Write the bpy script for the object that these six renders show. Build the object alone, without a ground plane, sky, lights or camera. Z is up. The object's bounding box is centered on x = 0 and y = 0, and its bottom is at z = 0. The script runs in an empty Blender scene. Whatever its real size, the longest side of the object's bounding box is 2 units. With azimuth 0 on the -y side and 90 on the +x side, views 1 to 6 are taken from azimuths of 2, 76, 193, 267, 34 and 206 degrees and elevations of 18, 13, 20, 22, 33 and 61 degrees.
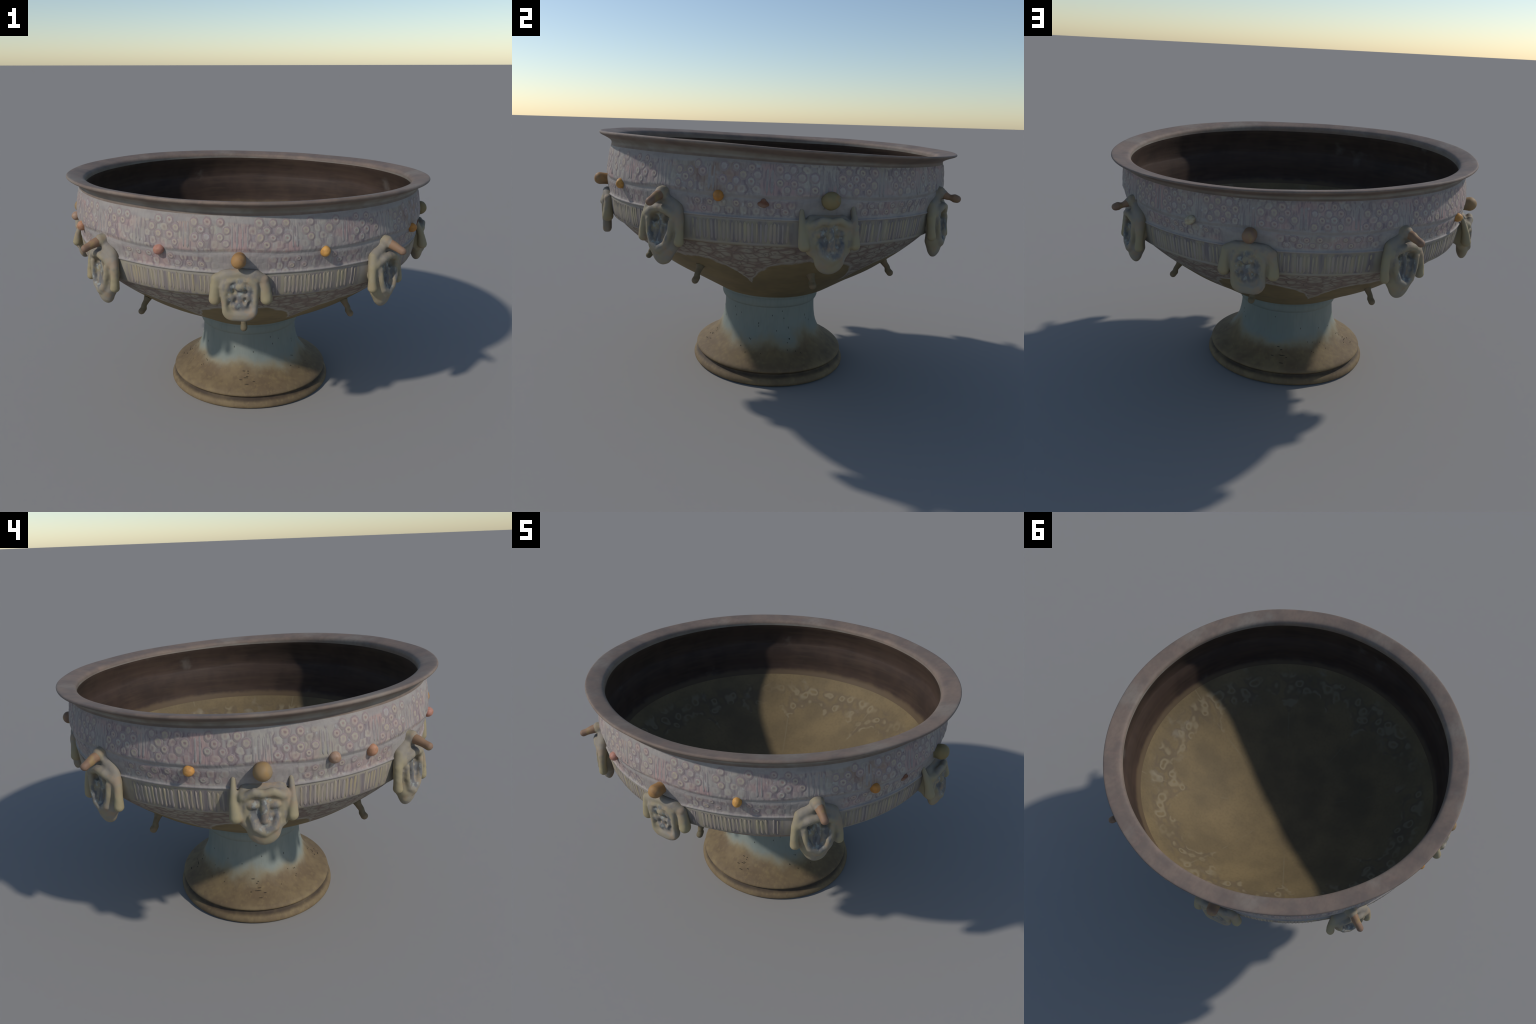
import bpy, math, random
import numpy as np
from mathutils import Matrix, Vector

random.seed(7)
RNG = np.random.RandomState(7)
TAU = 2 * math.pi
rad = math.radians

# ----------------------------------------------------------------------------
# overall shape: a slightly oval bowl turned on a foot, with a bent, tilted lip
# azimuth a: 0 = -y, 90 = +x ;  profile points are (mean radius, height)
# ----------------------------------------------------------------------------
def rim_weight(z):
    return np.clip((z - 0.40) / 0.85, 0.0, 1.05) ** 5

def smooth_noise(a, z, amp, seed, n=6, fa=(2, 9), fz=(4, 22)):
    r = np.random.RandomState(seed)
    out = 0
    for _ in range(n):
        k = r.randint(fa[0], fa[1] + 1)
        out = out + np.sin(k * a + r.uniform(0, TAU)) * np.sin(z * r.uniform(*fz) + r.uniform(0, TAU))
    return amp * out / n

def warp(a, r, z):
    """profile point -> world point, with the ovalness and the bent lip"""
    w = rim_weight(z)
    a = np.asarray(a, float)
    oval = np.interp(z, [0, .08, .36, .45], [.046, .044, .030, .0213])      # the foot is more oval than the bowl
    rr = r * (1 - oval * np.cos(2 * a))
    k = np.clip(r / 0.9, 0, 1)
    rr = rr + k * w * (-0.0109 * np.cos(a) + 0.0072 * np.sin(a) - 0.0088 * np.sin(2 * a)
                   + 0.0018 * np.cos(3 * a) + 0.0019 * np.sin(3 * a) + .0008*np.sin(9*a+1.) + .0007*np.sin(14*a))
    zz = z + k * w * (0.0302 * np.cos(a) - 0.0149 * np.sin(a) + 0.0011 * np.cos(2 * a) + 0.0044 * np.sin(2 * a)
                  - 0.0029 * np.cos(3 * a) - 0.0017 * np.sin(3 * a) - 0.0018 * np.cos(4 * a)+.0006*np.sin(11*a+2))
    # the whole bowl leans a little on its foot
    lean = np.clip((z - .40) / .06, 0, 1) * np.clip(r / .35, 0, 1) * (1 - .8 * np.clip((z - .85) / .2, 0, 1))
    low = 1 - np.clip((r - .33) / .17, 0, 1)
    zz = zz + lean * ((.004 + .004 * low) * np.cos(a) - (.002 + .002 * low) * np.sin(a) - .003)
    # the ledge under the patterned band lifts over every mask
    d = (a + TAU / 16) % (TAU / 8) - TAU / 16
    zz = zz + 0.013 * np.exp(-(d / rad(8.5)) ** 2) * np.exp(-((z - 1.05) / 0.03) ** 2) * np.clip((r - .885) / .01, 0, 1)
    s = np.clip(z / .1, 0, 1)
    shift = 0.004 * np.clip(z / .3, 0, 1)
    rr = rr + smooth_noise(a, z, 0.0022, 5) * s
    return np.stack([rr * np.sin(a), -rr * np.cos(a) + shift, zz], -1)

def catmull(pts, n=8):
    """smooth a run of profile points"""
    p = np.array(pts, float)
    q = np.vstack([2 * p[0] - p[1], p, 2 * p[-1] - p[-2]])
    out = []
    for i in range(1, len(q) - 2):
        for k in range(n):
            t = k / n
            a, b, c, d = q[i - 1], q[i], q[i + 1], q[i + 2]
            out.append(0.5 * (2 * b + (c - a) * t + (2 * a - 5 * b + 4 * c - d) * t * t + (3 * b - a - 3 * c + d) * t ** 3))
    out.append(p[-1])
    return np.array(out)

# every run is one part; runs join end to end from the underside of the foot,
# up the outside, over the lip and down the inside
RUNS = [
    ("foot_base", 5, [(0.0, .022), (.20, .022), (.395, .020), (.420, .005), (.440, .001), (.4490, .006), (.4522, .016),
                      (.4490, .027), (.4415, .037), (.4310, .0455), (.4240, .0520)]),
    ("foot_stem", 6, [(.4240, .0520), (.4225, .0575), (.4280, .0635), (.4345, .0700), (.4355, .0780), (.4280, .0880), (.4110, .0990), (.3885, .1110), (.3625, .1245), (.339, .140),
                      (.319, .158), (.304, .178), (.293, .198), (.283, .220), (.275, .245), (.269, .275), (.265, .305),
                      (.263, .335), (.263, .362), (.2645, .369)]),
    ("collar_ring", 6, [(.2645, .369), (.272, .374), (.2775, .386), (.2795, .400), (.278, .414), (.274, .424), (.276, .431)]),
    ("belly", 6, [(.276, .431), (.296, .438), (.340, .462), (.407, .502), (.474, .542), (.543, .581), (.606, .620), (.661, .660),
                  (.713, .700), (.762, .740), (.806, .780), (.842, .816), (.8605, .8370)]),
    ("fluted_band", 7, [(.8605, .8370), (.8705, .8400), (.8805, .8455), (.8865, .855), (.892, .880), (.896, .912), (.897, .945), (.8985, .953)]),
    ("frieze_band", 6, [(.8985, .953), (.9025, .956), (.9032, .961), (.8985, .966), (.8985, .980), (.9030, 1.005), (.9075, 1.024), (.9080, 1.034)]),
    ("patterned_band", 6, [(.9080, 1.034), (.9085, 1.040), (.9115, 1.0465), (.9150, 1.055), (.9150, 1.068), (.9130, 1.092), (.909, 1.120), (.9045, 1.150),
                           (.899, 1.175), (.8935, 1.190)]),
    ("rim", 6, [(.8935, 1.190), (.8915, 1.2005), (.8945, 1.2095), (.907, 1.2190), (.926, 1.2285), (.941, 1.2348), (.9490, 1.2392),
                (.9522, 1.2452), (.9475, 1.2515), (.931, 1.2505), (.905, 1.2455), (.882, 1.2405), (.868, 1.2345), (.8605, 1.223), (.8600, 1.207)]),
    ("inner_wall", 6, [(.8600, 1.207), (.864, 1.192), (.873, 1.168), (.886, 1.130), (.893, 1.092), (.894, 1.066), (.891, 1.052), (.887, 1.034), (.882, 1.005),
                       (.879, .965), (.877, .925), (.870, .888), (.852, .859)]),
    ("basin", 6, [(.852, .859), (.828, .828), (.790, .790), (.735, .740), (.660, .680), (.560, .608), (.450, .545), (.300, .487), (.150, .454), (0.0, .444)]),
]

def outer_radius(z):
    pts = []
    for name, n, p in RUNS:
        if name in ("foot_stem", "collar_ring", "belly", "fluted_band", "frieze_band", "patterned_band"):
            pts += list(catmull(p, n))
    pts = np.array(pts)
    o = np.argsort(pts[:, 1])
    return np.interp(z, pts[o, 1], pts[o, 0])

_tab_z = np.linspace(.085, 1.19, 900)
_tab_r = outer_radius(_tab_z)

def on_wall(az_deg, z, lift=0.0):
    """frame on the outside: x right (seen from outside), y outward, z up along the wall"""
    a = rad(az_deg)
    f = lambda A, Z: Vector(warp(np.array(A), np.interp(Z, _tab_z, _tab_r), np.array(Z)))
    p = f(a, z)
    t = (f(a + .01, z) - f(a - .01, z)).normalized()
    u = (f(a, z + .006) - f(a, z - .006)).normalized()
    n = t.cross(u).normalized()          # outward for t right, u up
    if n.dot(Vector((math.sin(a), -math.cos(a), 0))) < 0:
        n = -n
    u = n.cross(t).normalized()
    if u.z < 0: u = -u
    p = p + n * lift
    return Matrix(((t.x, n.x, u.x, p.x), (t.y, n.y, u.y, p.y), (t.z, n.z, u.z, p.z), (0, 0, 0, 1)))

# ----------------------------------------------------------------------------
# material helpers
# ----------------------------------------------------------------------------
class Mat:
    def __init__(self, name, rough=.62):
        self.m = bpy.data.materials.new(name)
        self.m.use_nodes = True
        self.t = self.m.node_tree
        self.b = self.t.nodes["Principled BSDF"]
        self.b.inputs["Roughness"].default_value = rough + .1
        self.b.inputs["Specular IOR Level"].default_value = .22
        self.co = self.n("ShaderNodeTexCoord").outputs["Object"]
    def n(self, kind, **kw):
        nd = self.t.nodes.new(kind)
        for k, v in kw.items():
            setattr(nd, k, v)
        return nd
    def put(self, sock, v):
        if isinstance(v, bpy.types.NodeSocket):
            self.t.links.new(v, sock)
        elif v is not None:
            sock.default_value = v
    def math(self, op, a, b=None, c=None, clamp=False):
        nd = self.n("ShaderNodeMath", operation=op, use_clamp=clamp)
        for i, v in enumerate((a, b, c)):
            if v is not None: self.put(nd.inputs[i], v)
        return nd.outputs[0]
    def xyz(self, v=None):
        nd = self.n("ShaderNodeSeparateXYZ")
        self.put(nd.inputs[0], v or self.co)
        return nd.outputs
    def scaled(self, sx, sy, sz, off=(0, 0, 0)):
        nd = self.n("ShaderNodeMapping")
        self.put(nd.inputs[0], self.co)
        nd.inputs["Scale"].default_value = (sx, sy, sz)
        nd.inputs["Location"].default_value = off
        return nd.outputs[0]
    def noise(self, scale, detail=4, vec=None, rough=.55, dist=0., out="Fac"):
        nd = self.n("ShaderNodeTexNoise")
        self.put(nd.inputs["Vector"], vec or self.co)
        nd.inputs["Scale"].default_value = scale
        nd.inputs["Detail"].default_value = detail
        nd.inputs["Roughness"].default_value = rough
        nd.inputs["Distortion"].default_value = dist
        return nd.outputs[out]
    def voronoi(self, scale, vec=None, feature="F1", rnd=1., out="Distance"):
        nd = self.n("ShaderNodeTexVoronoi", feature=feature)
        self.put(nd.inputs["Vector"], vec or self.co)
        nd.inputs["Scale"].default_value = scale
        nd.inputs["Randomness"].default_value = rnd
        return nd.outputs[out]
    def ramp(self, fac, stops, mode="LINEAR"):
        nd = self.n("ShaderNodeValToRGB")
        r = nd.color_ramp
        r.interpolation = mode
        while len(r.elements) < len(stops): r.elements.new(.5)
        for e, (p, c) in zip(r.elements, stops):
            e.position = p
            e.color = (c[0], c[1], c[2], 1) if not isinstance(c, (int, float)) else (c, c, c, 1)
        self.put(nd.inputs[0], fac)
        return nd.outputs[0]
    def mix(self, fac, a, b, mode="MIX"):
        nd = self.n("ShaderNodeMix", data_type="RGBA", blend_type=mode)
        f = lambda v: (*v, 1) if isinstance(v, tuple) and len(v) == 3 else v
        self.put(nd.inputs[0], fac)
        self.put(nd.inputs[6], f(a))
        self.put(nd.inputs[7], f(b))
        return nd.outputs[2]
    def span(self, v, lo, hi):
        nd = self.n("ShaderNodeMapRange", interpolation_type="SMOOTHSTEP")
        self.put(nd.inputs[0], v)
        nd.inputs[1].default_value = lo
        nd.inputs[2].default_value = hi
        return nd.outputs[0]
    def azimuth(self):
        x, y, z = self.xyz()
        return self.math("ARCTAN2", x, self.math("MULTIPLY", y, -1.0))
    def done(self, col, bump=None, strength=.3, dist=.004):
        self.put(self.b.inputs["Base Color"], col)
        if bump is not None:
            nd = self.n("ShaderNodeBump")
            nd.inputs["Strength"].default_value = strength
            nd.inputs["Distance"].default_value = dist
            self.put(nd.inputs["Height"], bump)
            self.put(self.b.inputs["Normal"], nd.outputs[0])
        return self.m

LILAC = (.300, .262, .240)
PALE = (.350, .322, .280)
PLUM = (.190, .142, .145)
STRAW = (.420, .365, .245)
TAN = (.225, .172, .095)
CELADON = (.245, .285, .265)

ROSETTE_STEP = 3.6                                   # degrees between rosettes in a row
PATTERN_ROWS = (1.0785, 1.1065, 1.1345, 1.1625)
FRIEZE_ROWS = (.9880, 1.0160)
ROW_PITCH = .0280

def rosette_lattice(m, z0):
    """distance from the nearest centre of the staggered rosette rows, in metres"""
    x, y, z = m.xyz()
    a = m.azimuth()
    w = m.math("POWER", m.math("MAXIMUM", m.math("DIVIDE", m.math("SUBTRACT", z, .40), .85), 0.), 5.)
    tilt = m.math("ADD", m.math("MULTIPLY", m.math("COSINE", a), .0302), m.math("MULTIPLY", m.math("SINE", a), -.0149))
    tilt = m.math("ADD", tilt, m.math("MULTIPLY", m.math("SINE", m.math("MULTIPLY", a, 2.)), .0044))
    zz = m.math("SUBTRACT", z, m.math("MULTIPLY", w, tilt))
    zz = m.math("ADD", zz, m.math("MULTIPLY_ADD", m.noise(17, 1, m.scaled(1, 1, 1, (9, 3, 2))), .012, -.006))
    a = m.math("ADD", a, m.math("MULTIPLY_ADD", m.noise(15, 1), .026, -.013))
    v = m.math("DIVIDE", m.math("SUBTRACT", zz, z0), ROW_PITCH)
    row = m.math("ROUND", v)
    u = m.math("SUBTRACT", m.math("DIVIDE", a, rad(ROSETTE_STEP)), m.math("MULTIPLY", m.math("FLOORED_MODULO", row, 2.), .5))
    du = m.math("MULTIPLY", m.math("SUBTRACT", u, m.math("ROUND", u)), rad(ROSETTE_STEP) * .91)
    dv = m.math("MULTIPLY", m.math("SUBTRACT", v, row), ROW_PITCH * .92)
    return m.math("SQRT", m.math("ADD", m.math("MULTIPLY", du, du), m.math("MULTIPLY", dv, dv)))

def chased_colour(m, z0, pilasters=True):
    """soft, worn, densely chased ground: ringed rosettes in straw and pink on lilac, parted by plum lines"""
    d = rosette_lattice(m, z0)
    d = m.math("ADD", d, m.math("MULTIPLY_ADD", m.noise(55, 2), .016, -.008))
    a = m.azimuth()
    up = m.noise(46, 2, m.scaled(1, 1, .22))                     # upright chasing strokes
    base = m.mix(m.span(m.noise(7, 3), .38, .66), LILAC, PALE)
    base = m.mix(m.math("MULTIPLY", m.span(m.noise(3.2, 2, m.scaled(1, 1, 1, (4, 2, 1))), .50, .68), .5), base, (.31, .285, .205))
    base = m.mix(m.math("MULTIPLY", m.span(m.noise(4.2, 3, m.scaled(1, 1, 1.4, (1, 7, 3))), .45, .61), .62), base, (.395, .245, .225))
    ringed = m.ramp(m.math("DIVIDE", d, .028), [(.05, (.26, .195, .18)), (.20, (.335, .275, .235)), (.36, (.385, .345, .275)), (.52, (.32, .27, .25)), (.66, (.158, .114, .124)), (.92, (.26, .225, .225))])
    fade = m.span(m.noise(8, 3, m.scaled(1, 1, 1, (2, 6, 1))), .40, .62)
    ringed = m.mix(.18, ringed, base)
    col = m.mix(m.math("MULTIPLY_ADD", fade, .66, .28), base, ringed)
    gate = m.span(m.math("PINGPONG", a, rad(7.5)), rad(1.6), rad(2.6)) if pilasters else None
    stroke = m.math("MULTIPLY", m.span(up, .54, .70), .6)
    light = m.math("MULTIPLY", m.span(up, .45, .32), .5)
    col = m.mix(stroke, col, (.170, .130, .145))
    col = m.mix(light, col, (.375, .355, .305))
    if gate is not None:
        bars = m.noise(110, 1, m.scaled(1, 1, .03))
        plain = m.mix(m.math("MULTIPLY", m.span(bars, .50, .62), .6), base, (.19, .150, .165))
        col = m.mix(gate, plain, col)
    col = m.mix(m.math("MULTIPLY", m.span(m.noise(52, 1, m.scaled(1, 1, .7, (5, 5, 5))), .66, .76), .45), col, (.42, .42, .395))
    h = m.math("SUBTRACT", m.math("MULTIPLY", m.span(d, .020, .010), .7), m.math("MULTIPLY", m.span(up, .50, .68), .5))
    return col, h

def mat_patterned():
    m = Mat("chased_lilac_bronze")
    col, relief = chased_colour(m, PATTERN_ROWS[0])
    # rusty stain on the right-hand side
    a = m.azimuth()
    st = m.math("MULTIPLY", m.span(m.math("ABSOLUTE", m.math("SUBTRACT", a, rad(60))), .22, .05), m.span(m.noise(14, 3), .42, .62))
    col = m.mix(m.math("MULTIPLY", st, .5), col, (.22, .115, .065))
    # plain strips above and below the pattern
    x, y, z = m.xyz()
    wob = m.math("ADD", z, m.math("MULTIPLY_ADD", m.noise(9, 2), .02, -.01))
    grey = m.mix(m.span(m.noise(10, 4, m.scaled(1, 1, 3)), .35, .65), (.315, .290, .268), (.265, .240, .228))
    edge = m.math("MAXIMUM", m.span(wob, 1.172, 1.184), m.span(wob, 1.062, 1.052))
    col = m.mix(m.math("MULTIPLY", edge, .85), col, grey)
    return m.done(col, m.math("ADD", relief, m.math("MULTIPLY", m.noise(45, 4), .4)), .25, .004)

def mat_frieze():
    m = Mat("worn_lilac_bronze")
    col, relief = chased_colour(m, FRIEZE_ROWS[0], False)
    a = m.azimuth()
    grey = m.mix(m.span(m.noise(10, 4, m.scaled(1, 1, 3)), .35, .65), (.320, .290, .265), (.265, .238, .222))
    x, y, z = m.xyz()
    plain = m.math("MAXIMUM", m.span(m.math("PINGPONG", a, rad(22.5)), rad(9.5), rad(6.5)), m.math("MAXIMUM", m.span(z, 1.024, 1.036), m.span(z, .972, .964)))
    col = m.mix(m.math("MULTIPLY", plain, .85), col, grey)
    return m.done(col, m.math("ADD", relief, m.math("MULTIPLY", m.noise(45, 4), .4)), .3, .004)

def mat_fluted():
    m = Mat("streaked_bronze")
    s = m.noise(42, 2, m.scaled(1, 1, .06))
    a = m.azimuth()
    gap = m.ramp(s, [(.30, (.165, .138, .140)), (.46, (.220, .188, .168)), (.60, (.275, .238, .168)), (.75, (.300, .265, .21))])
    plain = m.mix(m.span(m.noise(8, 4), .35, .65), (.305, .270, .205), (.285, .255, .228))
    col = m.mix(m.span(m.math("ADD", m.math("PINGPONG", a, rad(22.5)), m.math("MULTIPLY_ADD", m.noise(20, 2), .04, -.02)), rad(7.5), rad(9.5)), plain, gap)
    x, y, z = m.xyz()
    col = m.mix(m.math("MAXIMUM", m.span(z, .942, .950), m.span(z, .853, .848)), col, plain)
    return m.done(col, s, .3, .004)

def mat_flute():
    m = Mat("straw_flute")
    oi = m.n("ShaderNodeObjectInfo").outputs["Random"]
    col = m.ramp(oi, [(0, (0.320, 0.262, 0.158)), (.25, (0.276, 0.239, 0.217)), (.5, (0.344, 0.293, 0.185)), (.75, (0.312, 0.266, 0.234)), (1, (0.336, 0.274, 0.178))])
    col = m.mix(m.math("MULTIPLY", m.span(m.noise(30, 3, m.scaled(1, 1, .3)), .42, .66), .5), col, (0.264, 0.213, 0.203))
    return m.done(col, m.noise(70, 3), .2, .003)

def mat_rosette():
    m = Mat("rosette_bronze")
    x, y, z = m.xyz()
    r = m.math("SQRT", m.math("ADD", m.math("MULTIPLY", x, x), m.math("MULTIPLY", z, z)))
    r = m.math("ADD", m.math("DIVIDE", r, .026), m.math("MULTIPLY_ADD", m.noise(70, 2), .50, -.25))
    oi = m.n("ShaderNodeObjectInfo").outputs["Random"]
    ring = m.ramp(oi, [(0, (.385, .335, .255)), (.35, (.375, .295, .255)), (.6, (.355, .335, .285)), (.85, (.375, .315, .235)), (1, (.345, .315, .300))])
    core = m.ramp(oi, [(0, (.235, .175, .17)), (.5, (.285, .195, .175)), (1, (.335, .290, .265))])
    c1 = m.mix(m.span(r, .12, .34), core, ring)
    c2 = m.mix(m.math("MULTIPLY", m.span(r, .46, .72), .85), c1, (0.235, 0.168, 0.188))
    c3 = m.mix(m.span(r, .70, .88), c2, (.275, .235, .218))
    c4 = m.mix(m.math("MULTIPLY", m.span(m.noise(34, 3), .40, .68), .6), c3, (.300, .258, .225))
    return m.done(c4, m.noise(90, 3), .2, .003)

def mat_belly():
    m = Mat("belly_bronze")
    x, y, z = m.xyz()
    a = m.azimuth()
    # eight pointed lappets hang between the masks
    d = m.math("PINGPONG", m.math("SUBTRACT", a, rad(22.5)), rad(22.5))
    drop = m.math("EXPONENT", m.math("MULTIPLY", d, -1 / rad(6.0)))
    low = m.math("MULTIPLY_ADD", drop, -.165, .752)
    low = m.math("ADD", low, m.math("MULTIPLY_ADD", m.noise(12, 3), .05, -.025))
    inside = m.math("MULTIPLY", m.span(m.math("SUBTRACT", z, low), -.006, .008), m.span(z, .842, .826))
    edge_line = m.math("MULTIPLY", m.span(m.math("ABSOLUTE", m.math("SUBTRACT", m.math("SUBTRACT", z, low), .006)), .014, .003), .6)
    v = m.scaled(1, 1, 1.9)
    wob = m.n("ShaderNodeVectorMath", operation="SCALE"); m.put(wob.inputs[0], m.noise(12, 2, out="Color")); wob.inputs[3].default_value = .06
    vv = m.n("ShaderNodeVectorMath", operation="ADD"); m.put(vv.inputs[0], v); m.put(vv.inputs[1], wob.outputs[0])
    f1 = m.voronoi(19, vv.outputs[0], "F1")
    edge = m.voronoi(19, vv.outputs[0], "DISTANCE_TO_EDGE")
    scroll = m.ramp(f1, [(.0, (0.285, 0.248, 0.198)), (.14, (0.218, 0.175, 0.163)), (.22, (0.332, 0.308, 0.258)), (.40, (0.314, 0.285, 0.241)), (.6, (0.237, 0.184, 0.163))])
    scroll = m.mix(m.math("MULTIPLY", m.span(edge, .10, .01), .7), scroll, (0.180, 0.138, 0.133))
    tan = m.mix(m.span(m.noise(6, 4), .35, .7), (0.223, 0.167, 0.084), (0.176, 0.133, 0.071))
    tan = m.mix(m.math("MULTIPLY", m.span(m.noise(60, 3, m.scaled(.3, .3, 1)), .4, .7), .2), tan, (0.123, 0.092, 0.052))
    pat = m.mix(.22, scroll, tan)
    col = m.mix(inside, tan, pat)
    col = m.mix(m.math("MULTIPLY", edge_line, m.span(z, .842, .826)), col, (0.342, 0.317, 0.275))
    h = m.math("MULTIPLY", inside, m.span(edge, .0, .14))
    return m.done(col, m.math("ADD", h, m.math("MULTIPLY", m.noise(80, 3), .25)), .4, .006)

def mat_basin():
    m = Mat("basin_bronze", .58)
    x, y, z = m.xyz()
    a = m.azimuth()
    r = m.math("SQRT", m.math("ADD", m.math("MULTIPLY", x, x), m.math("MULTIPLY", m.math("MULTIPLY", y, y), 1.09)))
    tan = m.mix(m.span(m.noise(4.5, 5), .32, .7), (.200, .146, .073), (.145, .108, .058))
    tan = m.mix(m.math("MULTIPLY", m.span(m.noise(70, 3), .40, .7), .22), tan, (0.099, 0.074, 0.039))
    # scroll border with spikes running to the middle
    d = m.math("PINGPONG", m.math("SUBTRACT", a, rad(22.5)), rad(22.5))
    d2 = m.math("PINGPONG", a, rad(22.5))
    drop = m.math("ADD", m.math("EXPONENT", m.math("MULTIPLY", d, -1 / rad(4.5))), m.math("MULTIPLY", m.math("EXPONENT", m.math("MULTIPLY", m.math("ABSOLUTE", d2), -1 / rad(3))), .5))
    low = m.math("MULTIPLY_ADD", drop, -.13, .735)
    low = m.math("ADD", low, m.math("MULTIPLY_ADD", m.noise(9, 3), .14, -.07))
    inside = m.math("MULTIPLY", m.span(m.math("SUBTRACT", r, low), -.008, .015), m.span(r, .835, .81))
    inside = m.math("MULTIPLY", inside, m.span(m.noise(4, 2, m.scaled(1, 1, 1, (3, 3, 3))), .26, .48))
    wob = m.n("ShaderNodeVectorMath", operation="SCALE"); m.put(wob.inputs[0], m.noise(10, 2, out="Color")); wob.inputs[3].default_value = .05
    vv = m.n("ShaderNodeVectorMath", operation="ADD"); m.put(vv.inputs[0], m.co); m.put(vv.inputs[1], wob.outputs[0])
    f1 = m.voronoi(17, vv.outputs[0], "SMOOTH_F1", .8)
    ringl = m.span(m.math("ABSOLUTE", m.math("SUBTRACT", f1, .30)), .13, .02)
    ringd = m.span(m.math("ABSOLUTE", m.math("SUBTRACT", f1, .47)), .12, .02)
    core = m.span(f1, .16, .04)
    col = m.mix(m.math("MULTIPLY", m.math("MULTIPLY", inside, ringl), .60), tan, (.235, .195, .125))
    col = m.mix(m.math("MULTIPLY", m.math("MULTIPLY", inside, m.math("MAXIMUM", ringd, core)), .42), col, (.105, .080, .058))
    ray = m.math("MULTIPLY", m.span(m.math("MULTIPLY", d, r), .006, .001), m.math("MULTIPLY", m.span(r, .15, .5), m.span(m.noise(9, 2), .45, .6)))
    col = m.mix(m.math("MULTIPLY", ray, .45), col, (0.198, 0.163, 0.099))
    # chalky bloom near the edge
    col = m.mix(m.math("MULTIPLY", m.math("MULTIPLY", m.span(m.noise(6, 4, m.scaled(1, 1, 1, (8, 1, 5))), .60, .75), m.span(r, .6, .8)), .5), col, (0.238, 0.211, 0.157))
    h = m.math("MULTIPLY", inside, m.math("SUBTRACT", ringl, ringd))
    return m.done(col, m.math("ADD", h, m.math("MULTIPLY", m.noise(70, 3), .3)), .10, .003)

def mat_inner_wall():
    m = Mat("brown_inner_wall", .55)
    x, y, z = m.xyz()
    col = m.mix(m.span(m.noise(7, 5), .35, .7), (0.062, 0.040, 0.030), (0.043, 0.029, 0.023))
    band = m.noise(30, 3, m.scaled(.15, .15, 1.6))
    col = m.mix(m.math("MULTIPLY", m.span(band, .42, .68), .4), col, (0.081, 0.055, 0.037))
    col = m.mix(m.math("MULTIPLY", m.span(m.noise(5, 4, m.scaled(1, 1, 1, (2, 9, 4))), .62, .78), .5), col, (0.140, 0.122, 0.105))
    col = m.mix(m.math("MULTIPLY", m.span(m.math("ADD", z, m.math("MULTIPLY", m.noise(14, 3), .03)), .912, .885), .75), col, (0.122, 0.084, 0.046))
    return m.done(col, m.math("ADD", band, m.math("MULTIPLY", m.noise(60, 3), .4)), .2, .004)

def mat_rim():
    m = Mat("rim_bronze", .55)
    col = m.mix(m.span(m.noise(8, 5), .36, .66), (0.209, 0.155, 0.120), (0.157, 0.122, 0.101))
    col = m.mix(m.math("MULTIPLY", m.span(m.noise(3.2, 4, m.scaled(1, 1, 1, (5, 2, 8))), .52, .70), .65), col, (0.251, 0.215, 0.175))
    col = m.mix(m.math("MULTIPLY", m.span(m.noise(60, 3, m.scaled(1, .45, 1)), .42, .68), .28), col, (0.150, 0.106, 0.088))
    col = m.mix(m.math("MULTIPLY", m.span(m.noise(22, 4, dist=.6), .52, .7), .3), col, (0.243, 0.160, 0.127))
    x, y, z = m.xyz()
    # the underside of the lip is the grey of the wall
    r = m.math("SQRT", m.math("ADD", m.math("MULTIPLY", x, x), m.math("MULTIPLY", m.math("MULTIPLY", y, y), 1.09)))
    nz = m.xyz(m.n("ShaderNodeNewGeometry").outputs["Normal"])[2]
    under = m.math("MULTIPLY", m.math("MULTIPLY", m.span(nz, .25, -.1), m.span(r, .868, .878)), m.span(r, .935, .915))
    grey = m.mix(m.span(m.noise(9, 4), .4, .65), (0.268, 0.245, 0.207), (0.212, 0.179, 0.143))
    col = m.mix(m.math("MULTIPLY", under, .8), col, grey)
    return m.done(col, m.noise(55, 4), .2, .003)

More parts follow.
